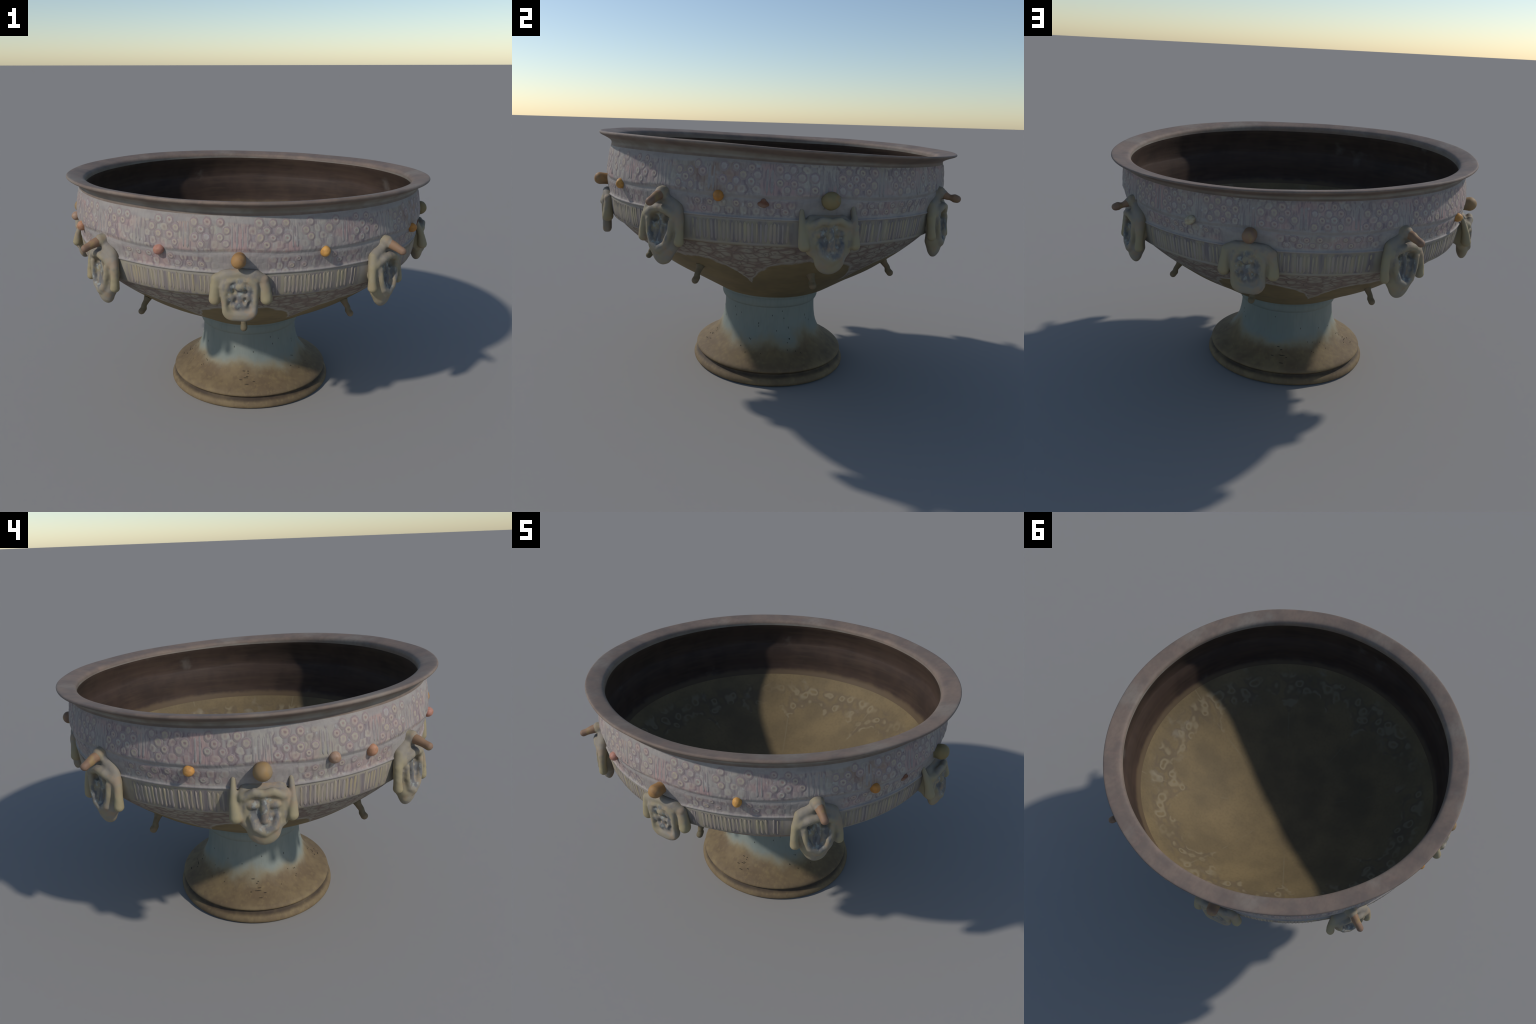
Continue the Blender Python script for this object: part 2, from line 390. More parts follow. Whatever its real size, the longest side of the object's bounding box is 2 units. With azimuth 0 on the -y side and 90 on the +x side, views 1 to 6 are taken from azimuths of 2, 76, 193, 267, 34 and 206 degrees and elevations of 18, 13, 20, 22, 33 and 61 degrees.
def mat_foot():
    m = Mat("celadon_and_brown_foot", .6)
    x, y, z = m.xyz()
    blot = m.noise(7, 5)
    brown = m.mix(m.span(blot, .34, .66), (0.198, 0.143, 0.076), (0.145, 0.101, 0.058))
    brown = m.mix(m.math("MULTIPLY", m.span(m.noise(26, 4, m.scaled(1, 1, .5)), .45, .7), .4), brown, (0.110, 0.076, 0.047))
    brown = m.mix(m.math("MULTIPLY", m.span(m.noise(50, 3, m.scaled(1, 1, .6)), .5, .72), .3), brown, (0.255, 0.187, 0.086))
    cel = m.mix(m.span(m.noise(5, 4, m.scaled(1, 1, .5)), .35, .65), (.235, .252, .222), (.190, .215, .195))
    cel = m.mix(m.math("MULTIPLY", m.span(m.noise(90, 2, m.scaled(1, 1, .08)), .45, .7), .2), cel, (0.158, 0.170, 0.152))
    t = m.math("ADD", z, m.math("MULTIPLY_ADD", m.noise(5.5, 5, m.scaled(1, 1, .6)), .20, -.10))
    fac = m.span(t, .135, .265)
    mid = m.mix(m.span(fac, .0, .6), brown, (0.233, 0.203, 0.139))
    col = m.mix(m.span(fac, .35, 1.), mid, cel)
    # occlusion shadow of the groove above the base moulding, painted black-brown
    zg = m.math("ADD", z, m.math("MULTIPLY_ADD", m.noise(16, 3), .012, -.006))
    groove_shade = m.math("MULTIPLY", m.span(zg, .034, .048), m.span(zg, .070, .065))
    col = m.mix(m.math("MULTIPLY", groove_shade, m.math("MULTIPLY_ADD", m.span(m.noise(9, 4), .3, .6), .35, .5)), col, (.040, .028, .021))
    return m.done(col, m.noise(60, 4), .2, .004)

def mat_mask():
    m = Mat("mask_bronze", .6)
    x, y, z = m.xyz()
    col = m.mix(m.span(m.noise(11, 4), .36, .64), (.285, .240, .155), (.245, .215, .175))
    col = m.mix(m.math("MULTIPLY", m.span(m.noise(17, 3, m.scaled(1, 1, 1, (3, 1, 6))), .50, .66), .6), col, (.31, .22, .14))
    # dark grey-blue mottling inside the face
    q = m.math("ADD", m.math("POWER", m.math("DIVIDE", m.math("ABSOLUTE", x), .062), 2.0), m.math("POWER", m.math("DIVIDE", m.math("ABSOLUTE", m.math("SUBTRACT", z, .878)), .078), 2.0))
    face = m.math("MULTIPLY", m.span(q, 1.15, .55), m.span(m.noise(30, 3, m.scaled(1, 1, .55, (7, 4, 2))), .40, .58))
    col = m.mix(m.math("MULTIPLY", face, .85), col, (.125, .128, .135))
    col = m.mix(m.math("MULTIPLY", m.math("MULTIPLY", m.span(q, 1.1, .6), m.span(m.noise(46, 2, m.scaled(1, 1, .8, (1, 9, 2))), .56, .66)), .7), col, (.30, .315, .285))
    col = m.mix(m.math("MULTIPLY", m.span(m.noise(24, 3, m.scaled(1, 1, .7, (7, 8, 2))), .56, .70), .5), col, (.17, .155, .155))
    # straw bloom on the ears
    ear = m.math("MULTIPLY", m.span(m.math("ABSOLUTE", x), .078, .10), m.span(m.noise(9, 2, m.scaled(1, 1, .6, (2, 2, 9))), .36, .56))
    col = m.mix(m.math("MULTIPLY", ear, .6), col, (.315, .262, .145))
    return m.done(col, m.noise(45, 4), .25, .004)

def mat_horn(name, a, b, c):
    m = Mat(name, .5)
    col = m.mix(m.span(m.noise(14, 4), .36, .64), a, b)
    col = m.mix(m.math("MULTIPLY", m.span(m.noise(26, 3), .52, .7), .6), col, c)
    return m.done(col, m.noise(50, 3), .15, .003)

def mat_stud():
    m = Mat("copper_stud", .42)
    oi = m.n("ShaderNodeObjectInfo").outputs["Color"]
    col = m.mix(m.math("MULTIPLY", m.span(m.noise(45, 3), .4, .7), .45), oi, (.24, .12, .05))
    return m.done(col, m.noise(60, 3), .15, .003)

def mat_plain(name, c, c2, rough=.6):
    m = Mat(name, rough)
    return m.done(m.mix(m.span(m.noise(20, 4), .35, .65), c, c2), m.noise(60, 3), .15, .003)

M = dict(pat=mat_patterned(), fri=mat_frieze(), flu=mat_fluted(), rib=mat_flute(), ros=mat_rosette(), belly=mat_belly(), basin=mat_basin(),
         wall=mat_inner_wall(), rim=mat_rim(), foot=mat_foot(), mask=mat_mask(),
         horn=mat_horn("horn_brown", (.265, .160, .095), (.22, .138, .095), (.30, .21, .085)),
         knob=mat_horn("knob_amber", (.335, .185, .070), (.27, .175, .095), (.19, .10, .05)),
         knob_tan=mat_horn("knob_tan", (.300, .195, .095), (.255, .190, .115), (.33, .20, .07)),
         olive=mat_horn("knob_olive", (.235, .180, .085), (.185, .155, .085), (.26, .155, .06)),
         stud=mat_stud(), peg=mat_plain("peg_bronze", (.20, .145, .088), (.15, .125, .078)),
         scr=mat_plain("black_nick", (.012, .011, .010), (.02, .018, .015), .8),
         scar=mat_plain("rust_scar", (.15, .065, .04), (.24, .15, .11), .8))

# ----------------------------------------------------------------------------
# mesh helpers
# ----------------------------------------------------------------------------
COL = bpy.context.scene.collection

def mesh_from(name, verts, faces, smooth=True):
    me = bpy.data.meshes.new(name)
    me.from_pydata([tuple(v) for v in verts], [], [tuple(int(i) for i in f) for f in faces])
    if smooth:
        me.polygons.foreach_set("use_smooth", [True] * len(me.polygons))
    me.update()
    return me

def add(name, me, parent=None, matrix=None, mat=None):
    ob = bpy.data.objects.new(name, me)
    COL.objects.link(ob)
    if mat is not None and me is not None and not me.materials:
        me.materials.append(mat)
    if parent is not None:
        ob.parent = parent
    if matrix is not None:
        ob.matrix_local = matrix
    return ob

root = bpy.data.objects.new("footed_bowl", None)
COL.objects.link(root)
root["label"] = "Wide oval bronze bowl on flared foot with beast masks"
root["category"] = "bowl"

# ---- the turned body: one surface, cut into parts with shared normals ----------
SEG = 512
def build_body():
    prof, owner, bounds = [], [], []
    for name, n, pts in RUNS:
        c = catmull(pts, n)
        start = len(prof) - (1 if prof else 0)
        prof += list(c if not prof else c[1:])
        bounds.append((name, start, len(prof) - 1))
    prof = np.array(prof)
    prof[:, 0] = np.maximum(prof[:, 0], 0)
    A = np.linspace(0, TAU, SEG, endpoint=False)
    aa, rr = np.meshgrid(A, prof[:, 0])
    _, zz = np.meshgrid(A, prof[:, 1])
    P = warp(aa, rr, zz)                       # (rows, SEG, 3)
    # the wall swells softly where each mask is rooted
    d = (aa + TAU / 16) % (TAU / 8) - TAU / 16
    sw = .010 * np.exp(-(d / rad(6.0)) ** 2) * np.exp(-((zz - .955) / .085) ** 4)
    outer = np.zeros(len(prof), bool)
    for name, s, e in bounds:
        if name in ("fluted_band", "frieze_band", "patterned_band", "belly"): outer[s:e + 1] = True
    P[..., 0] += np.sin(aa) * sw * outer[:, None]
    P[..., 1] -= np.cos(aa) * sw * outer[:, None]
    du = np.roll(P, -1, 1) - np.roll(P, 1, 1)
    dv = np.gradient(P, axis=0)
    N = np.cross(du, dv)
    N /= np.maximum(np.linalg.norm(N, axis=-1, keepdims=True), 1e-9)
    N[0] = (0, 0, -1); N[-1] = (0, 0, 1)
    out = {}
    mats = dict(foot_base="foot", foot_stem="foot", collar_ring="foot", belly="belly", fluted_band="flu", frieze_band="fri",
                patterned_band="pat", rim="rim", inner_wall="wall", basin="basin")
    for name, s, e in bounds:
        rows = list(range(s, e + 1))
        V, NN, F, idx = [], [], [], {}
        for k, i in enumerate(rows):
            if prof[i, 0] < 1e-6:
                idx[k] = [len(V)] * SEG
                V.append(P[i].mean(0)); NN.append(N[i, 0])
            else:
                idx[k] = list(range(len(V), len(V) + SEG))
                V += list(P[i]); NN += list(N[i])
        for k in range(len(rows) - 1):
            a, b = idx[k], idx[k + 1]
            for j in range(SEG):
                j2 = (j + 1) % SEG
                f = []
                for q in (a[j], a[j2], b[j2], b[j]):
                    if q not in f: f.append(q)
                F.append(f)
        me = mesh_from(name, V, F)
        me.normals_split_custom_set_from_vertices([tuple(n) for n in NN])
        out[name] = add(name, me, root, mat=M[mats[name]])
    return out

body = build_body()

# ---- implicit modelling for the cast ornaments --------------------------------------
def surface_nets(f, origin, h):
    s = f < 0
    nx, ny, nz = f.shape
    acc = np.zeros((nx - 1, ny - 1, nz - 1, 3)); cnt = np.zeros((nx - 1, ny - 1, nz - 1))
    corner = [(i, j, k) for i in (0, 1) for j in (0, 1) for k in (0, 1)]
    sl = lambda a, c: a[c[0]:nx - 1 + c[0], c[1]:ny - 1 + c[1], c[2]:nz - 1 + c[2]]
    for a in corner:
        for ax in range(3):
            if a[ax]: continue
            b = list(a); b[ax] = 1
            fa, fb = sl(f, a), sl(f, b)
            cr = (fa < 0) != (fb < 0)
            t = np.where(cr, fa / np.where(cr, fa - fb, 1), 0)
            for q in range(3):
                acc[..., q] += cr * (a[q] + (t if q == ax else 0))
            cnt += cr
    act = cnt > 0
    ids = -np.ones(act.shape, int)
    ids[act] = np.arange(act.sum())
    base = np.stack(np.nonzero(act), -1)
    V = origin + h * (base + acc[act] / cnt[act][:, None])
    F = []
    for ax in range(3):
        o = [slice(None)] * 3; o2 = [slice(None)] * 3
        o[ax] = slice(0, -1); o2[ax] = slice(1, None)
        a, b = s[tuple(o)], s[tuple(o2)]
        I = np.stack(np.nonzero(a != b), -1)
        u, v = (ax + 1) % 3, (ax + 2) % 3
        I = I[(I[:, u] > 0) & (I[:, v] > 0) & (I[:, u] < f.shape[u] - 1) & (I[:, v] < f.shape[v] - 1)]
        q = []
        for du, dv in ((-1, -1), (0, -1), (0, 0), (-1, 0)):
            J = I.copy(); J[:, u] += du; J[:, v] += dv
            q.append(ids[J[:, 0], J[:, 1], J[:, 2]])
        q = np.stack(q, -1)
        inside = s[I[:, 0], I[:, 1], I[:, 2]]
        F.append(np.where(inside[:, None], q, q[:, ::-1]))
    return V, np.vstack(F)

class Clay:
    """signed distance sculpting in a local frame: x right, y outward, z up"""
    def __init__(s, lo, hi, h, seed=0):
        s.lo, s.h = np.array(lo), h
        ax = [np.arange(l, u + h, h) for l, u in zip(lo, hi)]
        s.X, s.Y, s.Z = np.meshgrid(*ax, indexing="ij")
        s.f = np.full(s.X.shape, 1.0)
        s.rng = np.random.RandomState(seed)
    def _smin(s, a, b, k):
        h = np.clip(.5 + .5 * (b - a) / k, 0, 1)
        return b + (a - b) * h - k * h * (1 - h)
    def put(s, d, k=.012): s.f = s._smin(s.f, d, k)
    def cut(s, d, k=.010): s.f = -s._smin(-s.f, d, k)
    def capsule(s, a, b, ra, rb):
        a, b = np.array(a), np.array(b)
        ab = b - a
        px, py, pz = s.X - a[0], s.Y - a[1], s.Z - a[2]
        t = np.clip((px * ab[0] + py * ab[1] + pz * ab[2]) / (ab @ ab), 0, 1)
        return np.sqrt((px - t * ab[0]) ** 2 + (py - t * ab[1]) ** 2 + (pz - t * ab[2]) ** 2) - (ra + (rb - ra) * t)
    def chain(s, pts, k=.012, cut=False):
        """pts: (x, y, z, radius)"""
        d = None
        for p, q in zip(pts[:-1], pts[1:]):
            e = s.capsule(p[:3], q[:3], p[3], q[3])
            d = e if d is None else np.minimum(d, e)
        (s.cut if cut else s.put)(d, k)
    def egg(s, c, r):
        qx, qy, qz = (s.X - c[0]) / r[0], (s.Y - c[1]) / r[1], (s.Z - c[2]) / r[2]
        k0 = np.sqrt(qx * qx + qy * qy + qz * qz)
        k1 = np.sqrt((qx / r[0]) ** 2 + (qy / r[1]) ** 2 + (qz / r[2]) ** 2)
        return k0 * (k0 - 1) / np.maximum(k1, 1e-6)
    def slab(s, c, half, rnd, taper=0.):
        w = half[0] * (1 + taper * (s.Z - c[2]) / half[2])
        q = [np.abs(s.X - c[0]) - (w - rnd), np.abs(s.Y - c[1]) - (half[1] - rnd), np.abs(s.Z - c[2]) - (half[2] - rnd)]
        return np.sqrt(sum(np.maximum(v, 0) ** 2 for v in q)) + np.minimum(np.maximum(np.maximum(q[0], q[1]), q[2]), 0) - rnd
    def tile(s, c, half, corner, rnd, taper=0.):
        """flat plaque: rounded outline in x-z, rounded edge in y"""
        w = half[0] * (1 + taper * (s.Z - c[2]) / half[2])
        qx, qz = np.abs(s.X - c[0]) - (w - corner), np.abs(s.Z - c[2]) - (half[2] - corner)
        d2 = np.hypot(np.maximum(qx, 0), np.maximum(qz, 0)) + np.minimum(np.maximum(qx, qz), 0) - corner + rnd
        dy = np.abs(s.Y - c[1]) - (half[1] - rnd)
        return np.hypot(np.maximum(d2, 0), np.maximum(dy, 0)) + np.minimum(np.maximum(d2, dy), 0) - rnd
    def lumps(s, amp, freq):
        n = 0
        for _ in range(7):
            k = s.rng.normal(size=3) * freq
            n = n + np.sin(s.X * k[0] + s.Y * k[1] + s.Z * k[2] + s.rng.uniform(0, TAU))
        s.f = s.f + amp * n / 7
    def clip(s, d): s.f = np.maximum(s.f, -d)
    def mesh(s, name):
        V, F = surface_nets(s.f, s.lo, s.h)
        return mesh_from(name, V, F)

H = .0042
def horned_mask(seed):
    """open-jawed beast on the diagonals, under a long horn"""
    r = np.random.RandomState(seed)
    j = lambda v=.005: r.uniform(-v, v)
    c = Clay((-.16, -.05, .71), (.16, .13, 1.10), H, seed)
    c.put(c.slab((0, -.005, .935), (.085, .032, .075), .03))
    c.put(c.slab((0, .018, .870), (.084, .026, .085), .026, .15), .02)
    c.put(c.egg((j(), .022, .793), (.058, .034, .070)), .03)                      # jaw
    c.chain([(0, -.01, 1.036, .036), (0, .026, 1.036, .029), (0, .044, 1.031, .021)], .018)       # socket of the horn
    for sx in (-1, 1):
        dz = j(.008); dx = j(.006)
        c.chain([(sx * .030, .012, 1.000, .026), (sx * .075, .014, .975 + dz, .024), (sx * (.098 + dx), .026, .925 + dz, .020),
                 (sx * (.106 + dx), .034, .870 + dz, .018), (sx * (.104 + dx), .036, .836 + dz, .021)], .016)   # ear
    c.chain([(-.072, .034, .945, .017), (-.040, .044, .966, .018), (0, .046, .974, .018), (.040, .044, .966, .018), (.072, .034, .945, .017)], .016)   # brow
    c.cut(c.egg((0, .076, .885), (.062, .046, .072)), .014)                      # open face
    c.cut(c.egg((-.034, .045, .925), (.022, .030, .017)), .010)
    c.cut(c.egg((.034, .045, .925), (.022, .030, .017)), .010)
    c.chain([(-.062, .046, .920, .012), (-.056, .050, .870, .013), (-.036, .052, .820, .015), (0, .052, .797, .017), (.036, .052, .820, .015),
             (.056, .050, .870, .013), (.062, .046, .920, .012)], .012)           # lips
    c.chain([(j(), .026, .930, .012), (j(.01), .038, .885, .010), (j(), .038, .835, .012)], .010)     # nose ridge
    c.chain([(-.030, .028, .900, .009), (-.028, .034, .845, .007)], .008)
    c.chain([(.030, .028, .900, .009), (.029, .034, .845, .007)], .008)
    c.lumps(.0026, 30); c.lumps(.0010, 110)
    c.clip(c.Y + c.X ** 2 / 1.8 - .005 + .019 * np.clip((1.0 - c.Z) / .08, 0, 1))
    return c

def square_mask(seed):
    """flat squarish face with drooping ears, front and back"""
    r = np.random.RandomState(seed)
    j = lambda v=.004: r.uniform(-v, v)
    c = Clay((-.16, -.05, .72), (.16, .12, 1.02), H, seed)
    c.put(c.slab((0, -.005, .915), (.095, .030, .06), .028))
    c.put(c.tile((j(), .024, .852), (.080, .022, .100), .048, .018, .08), .014)
    c.chain([(-.100, .010, .940, .021), (-.060, .016, .962, .021), (0, .018, .968, .021), (.060, .016, .962, .021), (.100, .010, .940, .021)], .016)
    for sx in (-1, 1):
        dz = j(.006)
        c.chain([(sx * .098, .010, .938, .023), (sx * .107, .014, .890, .024), (sx * .111, .016, .853 + dz, .027)], .007)
    c.cut(c.tile((0, .062, .862), (.058, .026, .070), .034, .014), .010)
    c.put(c.egg((-.002 + j(), .036, .912), (.028, .020, .022)), .008)
    for x, z, q in ((-.036, .866, .015), (.036, .866, .015), (.0, .862, .014), (-.020, .830, .013), (.022, .830, .012), (-.045, .905, .014), (.045, .91, .014)):
        c.put(c.egg((x + j(), .034, z + j()), (q, .010, q * 1.35)), .012)
    for x, z in ((-.019, .850), (.019, .85), (-.044, .836), (.043, .838), (-.028, .888), (.028, .888)):
        c.cut(c.egg((x + j(), .046, z + j()), (.008, .016, .012)), .006)
    c.lumps(.003, 38); c.lumps(.0012, 120)
    c.clip(c.Y + c.X ** 2 / 1.8 - .005 + .019 * np.clip((1.0 - c.Z) / .08, 0, 1))
    return c

def jawed_mask(seed):
    """broad face with upright ears and a heavy chin, left and right"""
    r = np.random.RandomState(seed)
    j = lambda v=.005: r.uniform(-v, v)
    c = Clay((-.17, -.05, .72), (.17, .135, 1.06), H, seed)
    c.put(c.slab((0, -.005, .905), (.092, .035, .075), .03))
    c.put(c.slab((0, .028, .885), (.098, .026, .075), .024, .05), .02)
    c.put(c.egg((j(), .042, .801), (.066, .032, .065)), .025)                   # chin
    for sx in (-1, 1):
        dz = j(.01)
        c.chain([(sx * .110, -.002, 1.0 + dz, .009), (sx * .112, .018, .960 + dz, .013), (sx * .113, .036, .910, .017), (sx * .108, .046, .860, .025)], .012)
    c.chain([(-.075, .045, .940, .015), (-.035, .054, .962, .017), (0, .056, .955, .016), (.035, .054, .962, .017), (.075, .045, .940, .015)], .012)
    for sx in (-1, 1):
        c.cut(c.egg((sx * .037, .074, .930), (.030, .020, .011)), .006)        # eye slits
        c.put(c.egg((sx * .040, .054, .908), (.022, .012, .014)), .008)
        c.cut(c.egg((sx * .030 + j(), .082, .868), (.013, .022, .027)), .007)  # cheeks
        c.cut(c.egg((sx * .083, .070, .895), (.010, .020, .045)), .008)        # groove beside the ear
    c.chain([(0, .054, .930, .012), (j(), .062, .890, .015), (j(), .064, .850, .016)], .009)
    c.chain([(-.050, .060, .860, .012), (-.036, .066, .820, .015), (0, .068, .800, .017), (.036, .066, .820, .015), (.050, .060, .860, .012)], .012)
    c.lumps(.0026, 30); c.lumps(.0010, 110)
    c.clip(c.Y + c.X ** 2 / 1.8 - .005 + .019 * np.clip((1.0 - c.Z) / .08, 0, 1))
    return c

def horn_clay(pts, seed, lump=.0025, clip=None):
    p = np.array(pts)
    lo = (p[:, :3] - p[:, 3:4]).min(0) - .015
    hi = (p[:, :3] + p[:, 3:4]).max(0) + .015
    c = Clay(lo, hi, .0035, seed)
    c.chain(pts, .010)
    c.lumps(lump, 70)
    if clip is not None: c.clip(clip(c))
    return c

def local_frame(az_deg):
    """frame at the wall radius of the frieze; z stays absolute height"""
    a = rad(az_deg)
    p = warp(np.array(a), np.array(.8975), np.array(.95))
    return Matrix(((math.cos(a), math.sin(a), 0, p[0]), (math.sin(a), -math.cos(a), 0, p[1]), (0, 0, 1, 0), (0, 0, 0, 1)))

def plump_horn(drop, bend=0., thin=False):
    if thin:
        return [(0, .020, 1.030, .018), (bend * .4, .050, 1.027, .020), (bend * .4, .064, 1.022, .016), (bend * .6, .078, 1.018, .0125), (bend, .100, 1.016, .0195), (bend, .110, 1.014, .0185)]
    return [(0, .020, 1.033, .018), (bend * .3, .046, 1.030, .0215), (bend * .4, .062, 1.026, .0205), (bend * .8, .090, 1.018 - drop * .6, .0175), (bend, .109, 1.013 - drop, .0175)]

SPEC = [  # azimuth, builder, horn spine, horn material
    (0.0, square_mask, [(-.004, -.02, 1.030, .030), (-.004, .020, 1.030, .029), (-.004, .050, 1.031, .0315)], "knob"),
    (45.2, horned_mask, plump_horn(.006, .006), "horn"),
    (90.1, jawed_mask, [(.0, -.02, 1.038, .034), (.0, .020, 1.038, .034), (.0, .042, 1.040, .0370)], "olive"),
    (135.1, horned_mask, plump_horn(0, 0, True), "horn"),
    (180.6, square_mask, [(.004, -.02, 1.022, .032), (.004, .020, 1.022, .030), (.006, .050, 1.020, .030)], "horn"),
    (225.0, horned_mask, plump_horn(.004, .010), "horn"),
    (269.8, jawed_mask, [(.0, -.02, 1.036, .034), (.0, .020, 1.036, .034), (.0, .042, 1.038, .0370)], "knob_tan"),
    (314.8, horned_mask, plump_horn(.002, -.004), "horn"),
]
for i, (az, fn, spine, hm) in enumerate(SPEC):
    fr = local_frame(az)
    ob = add("mask", fn(11 + i).mesh("mask"), root, fr, M["mask"])
    name = "knob" if len(spine) == 3 else "horn"
    add(name, horn_clay(spine, 31 + i, clip=lambda c: c.Y).mesh(name), ob, mat=M[hm])

# ---- studs ---------------------------------------------------------------------------------
def lumpy_ball(name, rx, ry, rz, seed, amp=.06, nu=28, nv=16):
    r = np.random.RandomState(seed)
    V, F = [], []
    ph = r.uniform(0, TAU, 6)
    for i in range(nv + 1):
        t = math.pi * i / nv
        for jx in range(nu):
            u = TAU * jx / nu
            d = np.array([math.sin(t) * math.cos(u), math.cos(t), math.sin(t) * math.sin(u)])
            k = 1 + amp * (math.sin(3 * d[0] + ph[0]) * math.sin(2.5 * d[2] + ph[1]) + .5 * math.sin(5 * d[2] + ph[2]) * math.sin(4 * d[0] + ph[3]))
            V.append((d[0] * rx * k, max(d[1] * ry * k, -.014), d[2] * rz * k))
    for i in range(nv):
        for jx in range(nu):
            a, b = i * nu + jx, i * nu + (jx + 1) % nu
            F.append((a, a + nu, b + nu, b))
    me = mesh_from(name, V, F)
    import bmesh
    bm = bmesh.new(); bm.from_mesh(me)
    bmesh.ops.remove_doubles(bm, verts=bm.verts, dist=1e-6)
    bmesh.ops.recalc_face_normals(bm, faces=bm.faces)
    bm.to_mesh(me); bm.free()
    me.polygons.foreach_set("use_smooth", [True] * len(me.polygons))
    return me

stud_mesh = lumpy_ball("stud", .0235, .024, .0235, 3)
stud_mesh.materials.append(M["stud"])
for az, z, col, sx, sz, rot in [(23.8, 1.040, (.56, .29, .075), .9, 1.05, .3), (62.0, 1.046, (.46, .20, .045), .95, 1.0, 0), (162.7, 1.054, (.45, .40, .28), 1.25, .85, -.5),
                           (252.5, 1.030, (.56, .28, .08), 1.0, .92, .1), (287.3, 1.050, (.36, .24, .17), 1.05, 1.0, 0), (298.6, 1.040, (.46, .235, .14), .95, 1.1, .3),
                           (336.8, 1.043, (.43, .205, .155), 1.15, .95, -.4)]:
    ob = add("stud", stud_mesh, root, on_wall(az, z, .006) @ Matrix.Rotation(rot, 4, 'Y') @ Matrix.Diagonal((sx, 1, sz, 1)))
    ob.color = (*col, 1)
scar_mesh = lumpy_ball("stud_scar", .020, .004, .018, 5, .22)
add("stud_scar", scar_mesh, root, on_wall(73.6, 1.022, .0), M["scar"])

# ---- drop-shaped pegs under the belly ---------------------------------------------------
for i in range(8):
    az = 45 * i + (0, 2, 2, -1.3, -3, 2, 0, -2.2)[i]
    diag = i % 2
    zr = .672 if diag else .664
    rr = float(np.interp(zr, _tab_z, _tab_r)) * (1 - .0213 * math.cos(2 * rad(az)))
    rt = .722 if diag else (.684 if i in (0, 4) else .712)
    zt = .612 if diag else .616
    p = [(0, rr + .000, zr + .004, .022), (0, rr + .012, zr - .014, .0155), (.002, (rr + rt) / 2 + .006, (zr + zt) / 2 - .002, .0135), (.002, rt - .012, zt + .010, .0160), (.002, rt, zt - .001, .0170)]
    me = horn_clay(p, 60 + i, .0015, clip=lambda c: (c.Y - rr) * .57 - (c.Z - zr) * .82 + .003).mesh("peg")
    a = rad(az)
    add("peg", me, root, Matrix(((math.cos(a), math.sin(a), 0, 0), (math.sin(a), -math.cos(a), 0, 0), (0, 0, 1, 0), (0, 0, 0, 1))), M["peg"])

# ---- low relief: rosettes, ribs ----------------------------------------------------------
def rosette_mesh():
    prof = [(0, .0022), (.003, .0020), (.006, .0018), (.009, .0034), (.0125, .0040), (.0155, .0030), (.0175, .0012), (.0200, .0002), (.0222, -.0012), (.0238, -.0035)]
    n = 28
    V = [(0, prof[0][1], 0)]
    for r, h in prof[1:]:
        V += [(r * math.cos(TAU * k / n), h, r * math.sin(TAU * k / n)) for k in range(n)]
    F = [(0, 1 + (k + 1) % n, 1 + k) for k in range(n)]
    for i in range(len(prof) - 2):
        for k in range(n):
            a, b = 1 + i * n + k, 1 + i * n + (k + 1) % n
            F.append((a, b, b + n, a + n))
    return mesh_from("rosette", V, F)

def rib_mesh(name, length, width, height):
    """half-round raised rib with rounded ends"""
    V, F = [], []
    nl, nc = 12, 9
    for i in range(nl + 1):
        s = -1 + 2 * i / nl
        w = max(.02, math.sqrt(max(0, 1 - abs(s) ** 6)))
        for k in range(nc):
            t = math.pi * k / (nc - 1)
            V.append((-math.cos(t) * width / 2 * w, math.sin(t) * height * w - .0015, s * length / 2))
    for i in range(nl):
        for k in range(nc - 1):
            a = i * nc + k
            F.append((a, a + 1, a + 1 + nc, a + nc))
    return mesh_from(name, V, F)

ros = rosette_mesh(); ros.materials.append(M["ros"])
R2 = random.Random(21)
pilasters = [15 * k for k in range(24)]
wide = {45 * k for k in range(8)}
def near_pilaster(az):
    d = abs((az + 7.5) % 15 - 7.5)
    return d < (2.9 if abs((az + 22.5) % 45 - 22.5) < 7 else 2.0)
STUDS = (23.8, 62, 73.6, 162.7, 252.5, 287.3, 298.6, 336.8)
count = 0
for row, z in enumerate(PATTERN_ROWS):
    for k in range(int(360 / ROSETTE_STEP)):
        az = ROSETTE_STEP * (k + .5 * (row % 2))
        if near_pilaster(az) or R2.random() < .27: continue
        if row == 0 and any(abs((az - q + 180) % 360 - 180) < 2.2 for q in STUDS): continue
        sc = R2.uniform(.80, 1.02) * (.92 if row == 0 else 1)
        add("rosette", ros, body["patterned_band"], on_wall(az + R2.uniform(-.25, .25), z + R2.uniform(-.002, .002), .0004) @ Matrix.Rotation(R2.uniform(-.4, .4), 4, 'Y')
            @ Matrix.Diagonal((sc * R2.uniform(.85, 1.0), R2.uniform(.16, .38), sc * R2.uniform(.95, 1.15), 1)))
        count += 1
# smaller rosettes in the frieze, between the masks
for row, z in enumerate(FRIEZE_ROWS):
    for k in range(int(360 / ROSETTE_STEP)):
        az = ROSETTE_STEP * (k + .5 * (row % 2))
        if abs((az + 22.5) % 45 - 22.5) < 10 or R2.random() < .45: continue
        if any(abs((az - q + 180) % 360 - 180) < 2.4 for q in STUDS): continue
        sc = R2.uniform(.62, .82)
        add("rosette", ros, body["frieze_band"], on_wall(az, z + R2.uniform(-.002, .002), .0004) @ Matrix.Diagonal((sc * R2.uniform(.9, 1.1), R2.uniform(.16, .36), sc, 1)))
        count += 1

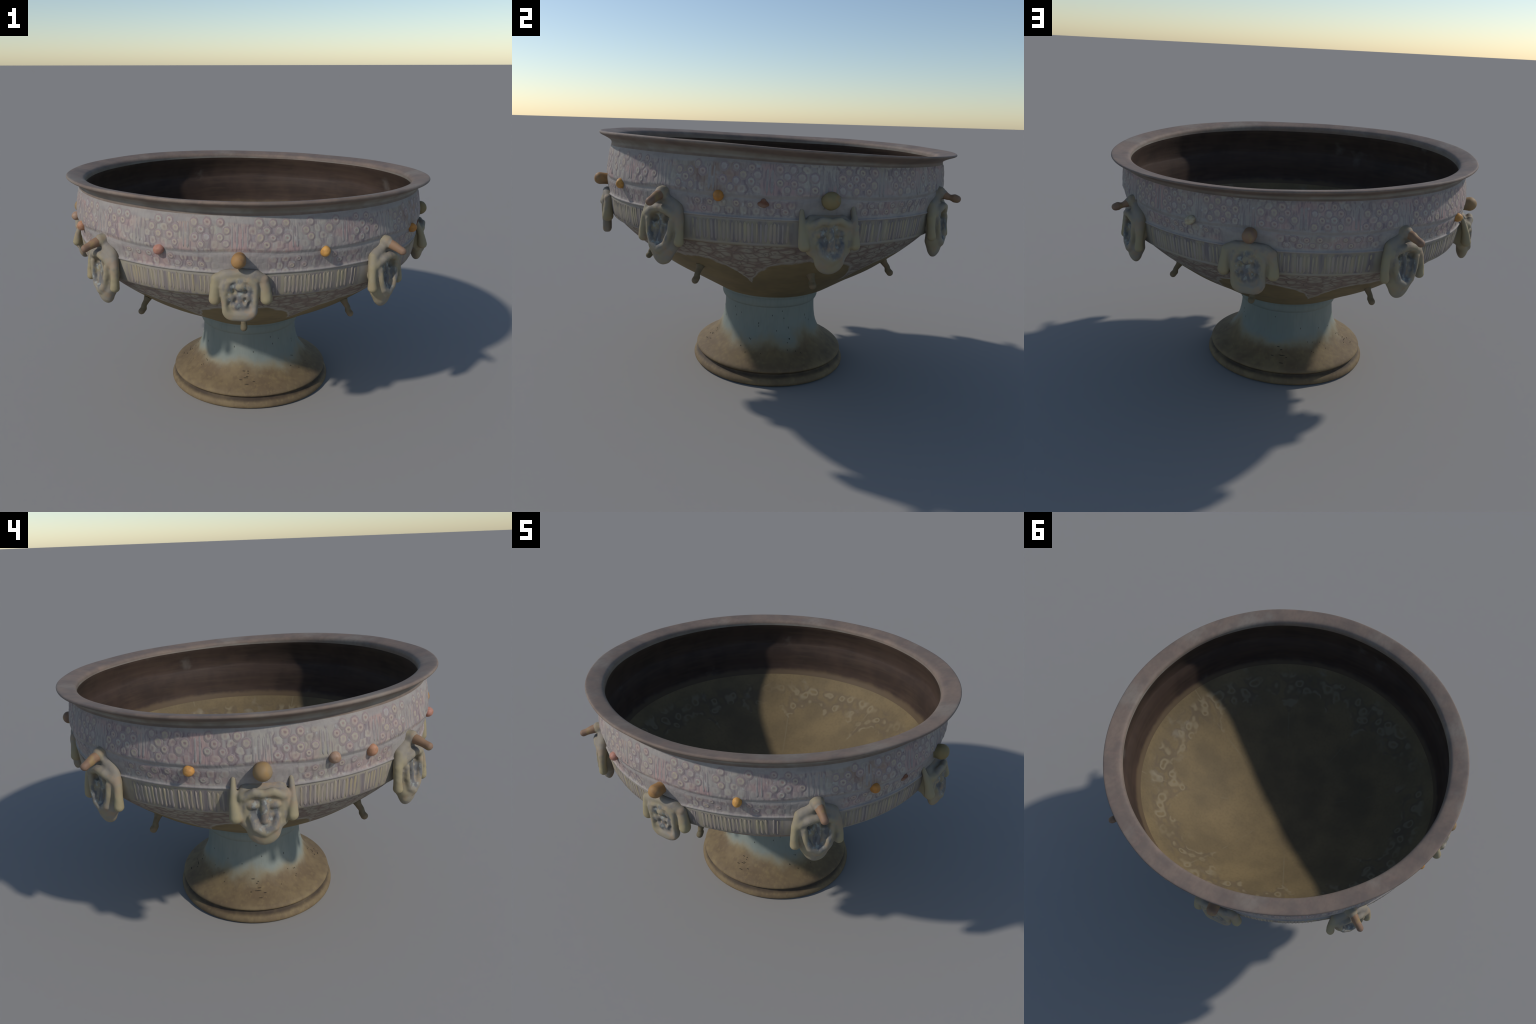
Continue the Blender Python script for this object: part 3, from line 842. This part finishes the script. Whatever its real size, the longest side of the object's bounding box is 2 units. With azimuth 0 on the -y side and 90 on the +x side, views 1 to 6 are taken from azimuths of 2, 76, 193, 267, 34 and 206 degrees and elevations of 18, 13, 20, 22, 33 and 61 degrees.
strip = rib_mesh("pilaster_strip", .112, .0085, .0032); strip.materials.append(M["pat"])
strips = []
for p in pilasters:
    for off in ((-2.1, -.75, .75, 2.1) if p in wide else (-.6, .6)):
        add("pilaster_strip", strip, body["patterned_band"], on_wall(p + off, 1.113, .0) @ Matrix.Diagonal((R2.uniform(.8, 1.5), R2.uniform(.3, .6), R2.uniform(.85, 1.0), 1)))

rib = rib_mesh("flute_rib", .092, .0115, .0042); rib.materials.append(M["rib"])
for s in range(8):
    az = 45 * s + 9.2
    while az < 45 * s + 36.2:
        if R2.random() > .1:
            L = R2.uniform(.86, 1.0)
            add("flute_rib", rib, body["fluted_band"], on_wall(az, .901 + R2.uniform(-.003, .003) , -.0006) @ Matrix.Rotation(R2.uniform(-.03, .03), 4, 'Y') @ Matrix.Diagonal((R2.uniform(.7, 1.25), R2.uniform(.35, .8), L, 1)))
        az += R2.uniform(.95, 1.35)

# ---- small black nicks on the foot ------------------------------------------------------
def nicks():
    V, F = [], []
    def one(az, z, w, h):
        fr = on_wall(az, z, 0)
        n = 10
        base = len(V)
        for k in range(n):
            t = TAU * k / n
            V.append(fr @ Vector((math.cos(t) * w / 2, .0009, math.sin(t) * h / 2)))
        V.append(fr @ Vector((0, .0014, 0)))
        for k in range(n):
            F.append((base + k, base + (k + 1) % n, base + n))
    for az0 in (-1.0, 188, 268):
        for dz, da, w in ((.168, -2.5, .017), (.160, 1.0, .010), (.153, 0.5, .008), (.139, 1.0, .017), (.133, .5, .031), (.127, -6, .016), (.126, 6.5, .013), (.114, .5, .022)):
            one(az0 + da + R2.uniform(-1.5, 1.5), dz + R2.uniform(-.005, .005), w * R2.uniform(.8, 1.3), .0036)
    for _ in range(22):
        one(R2.uniform(0, 360), R2.uniform(.24, .35), .003, R2.uniform(.006, .014))
    for az0 in (60, 100, 225, 300):
        for _ in range(6):
            one(az0 + R2.uniform(-12, 12), R2.uniform(.13, .2), .0035, R2.uniform(.005, .010))
    return mesh_from("nick", V, F)
ob = add("nick", nicks(), body["foot_stem"], mat=M["scr"])
ob["kind"] = "stuff"
print("rosettes", count)
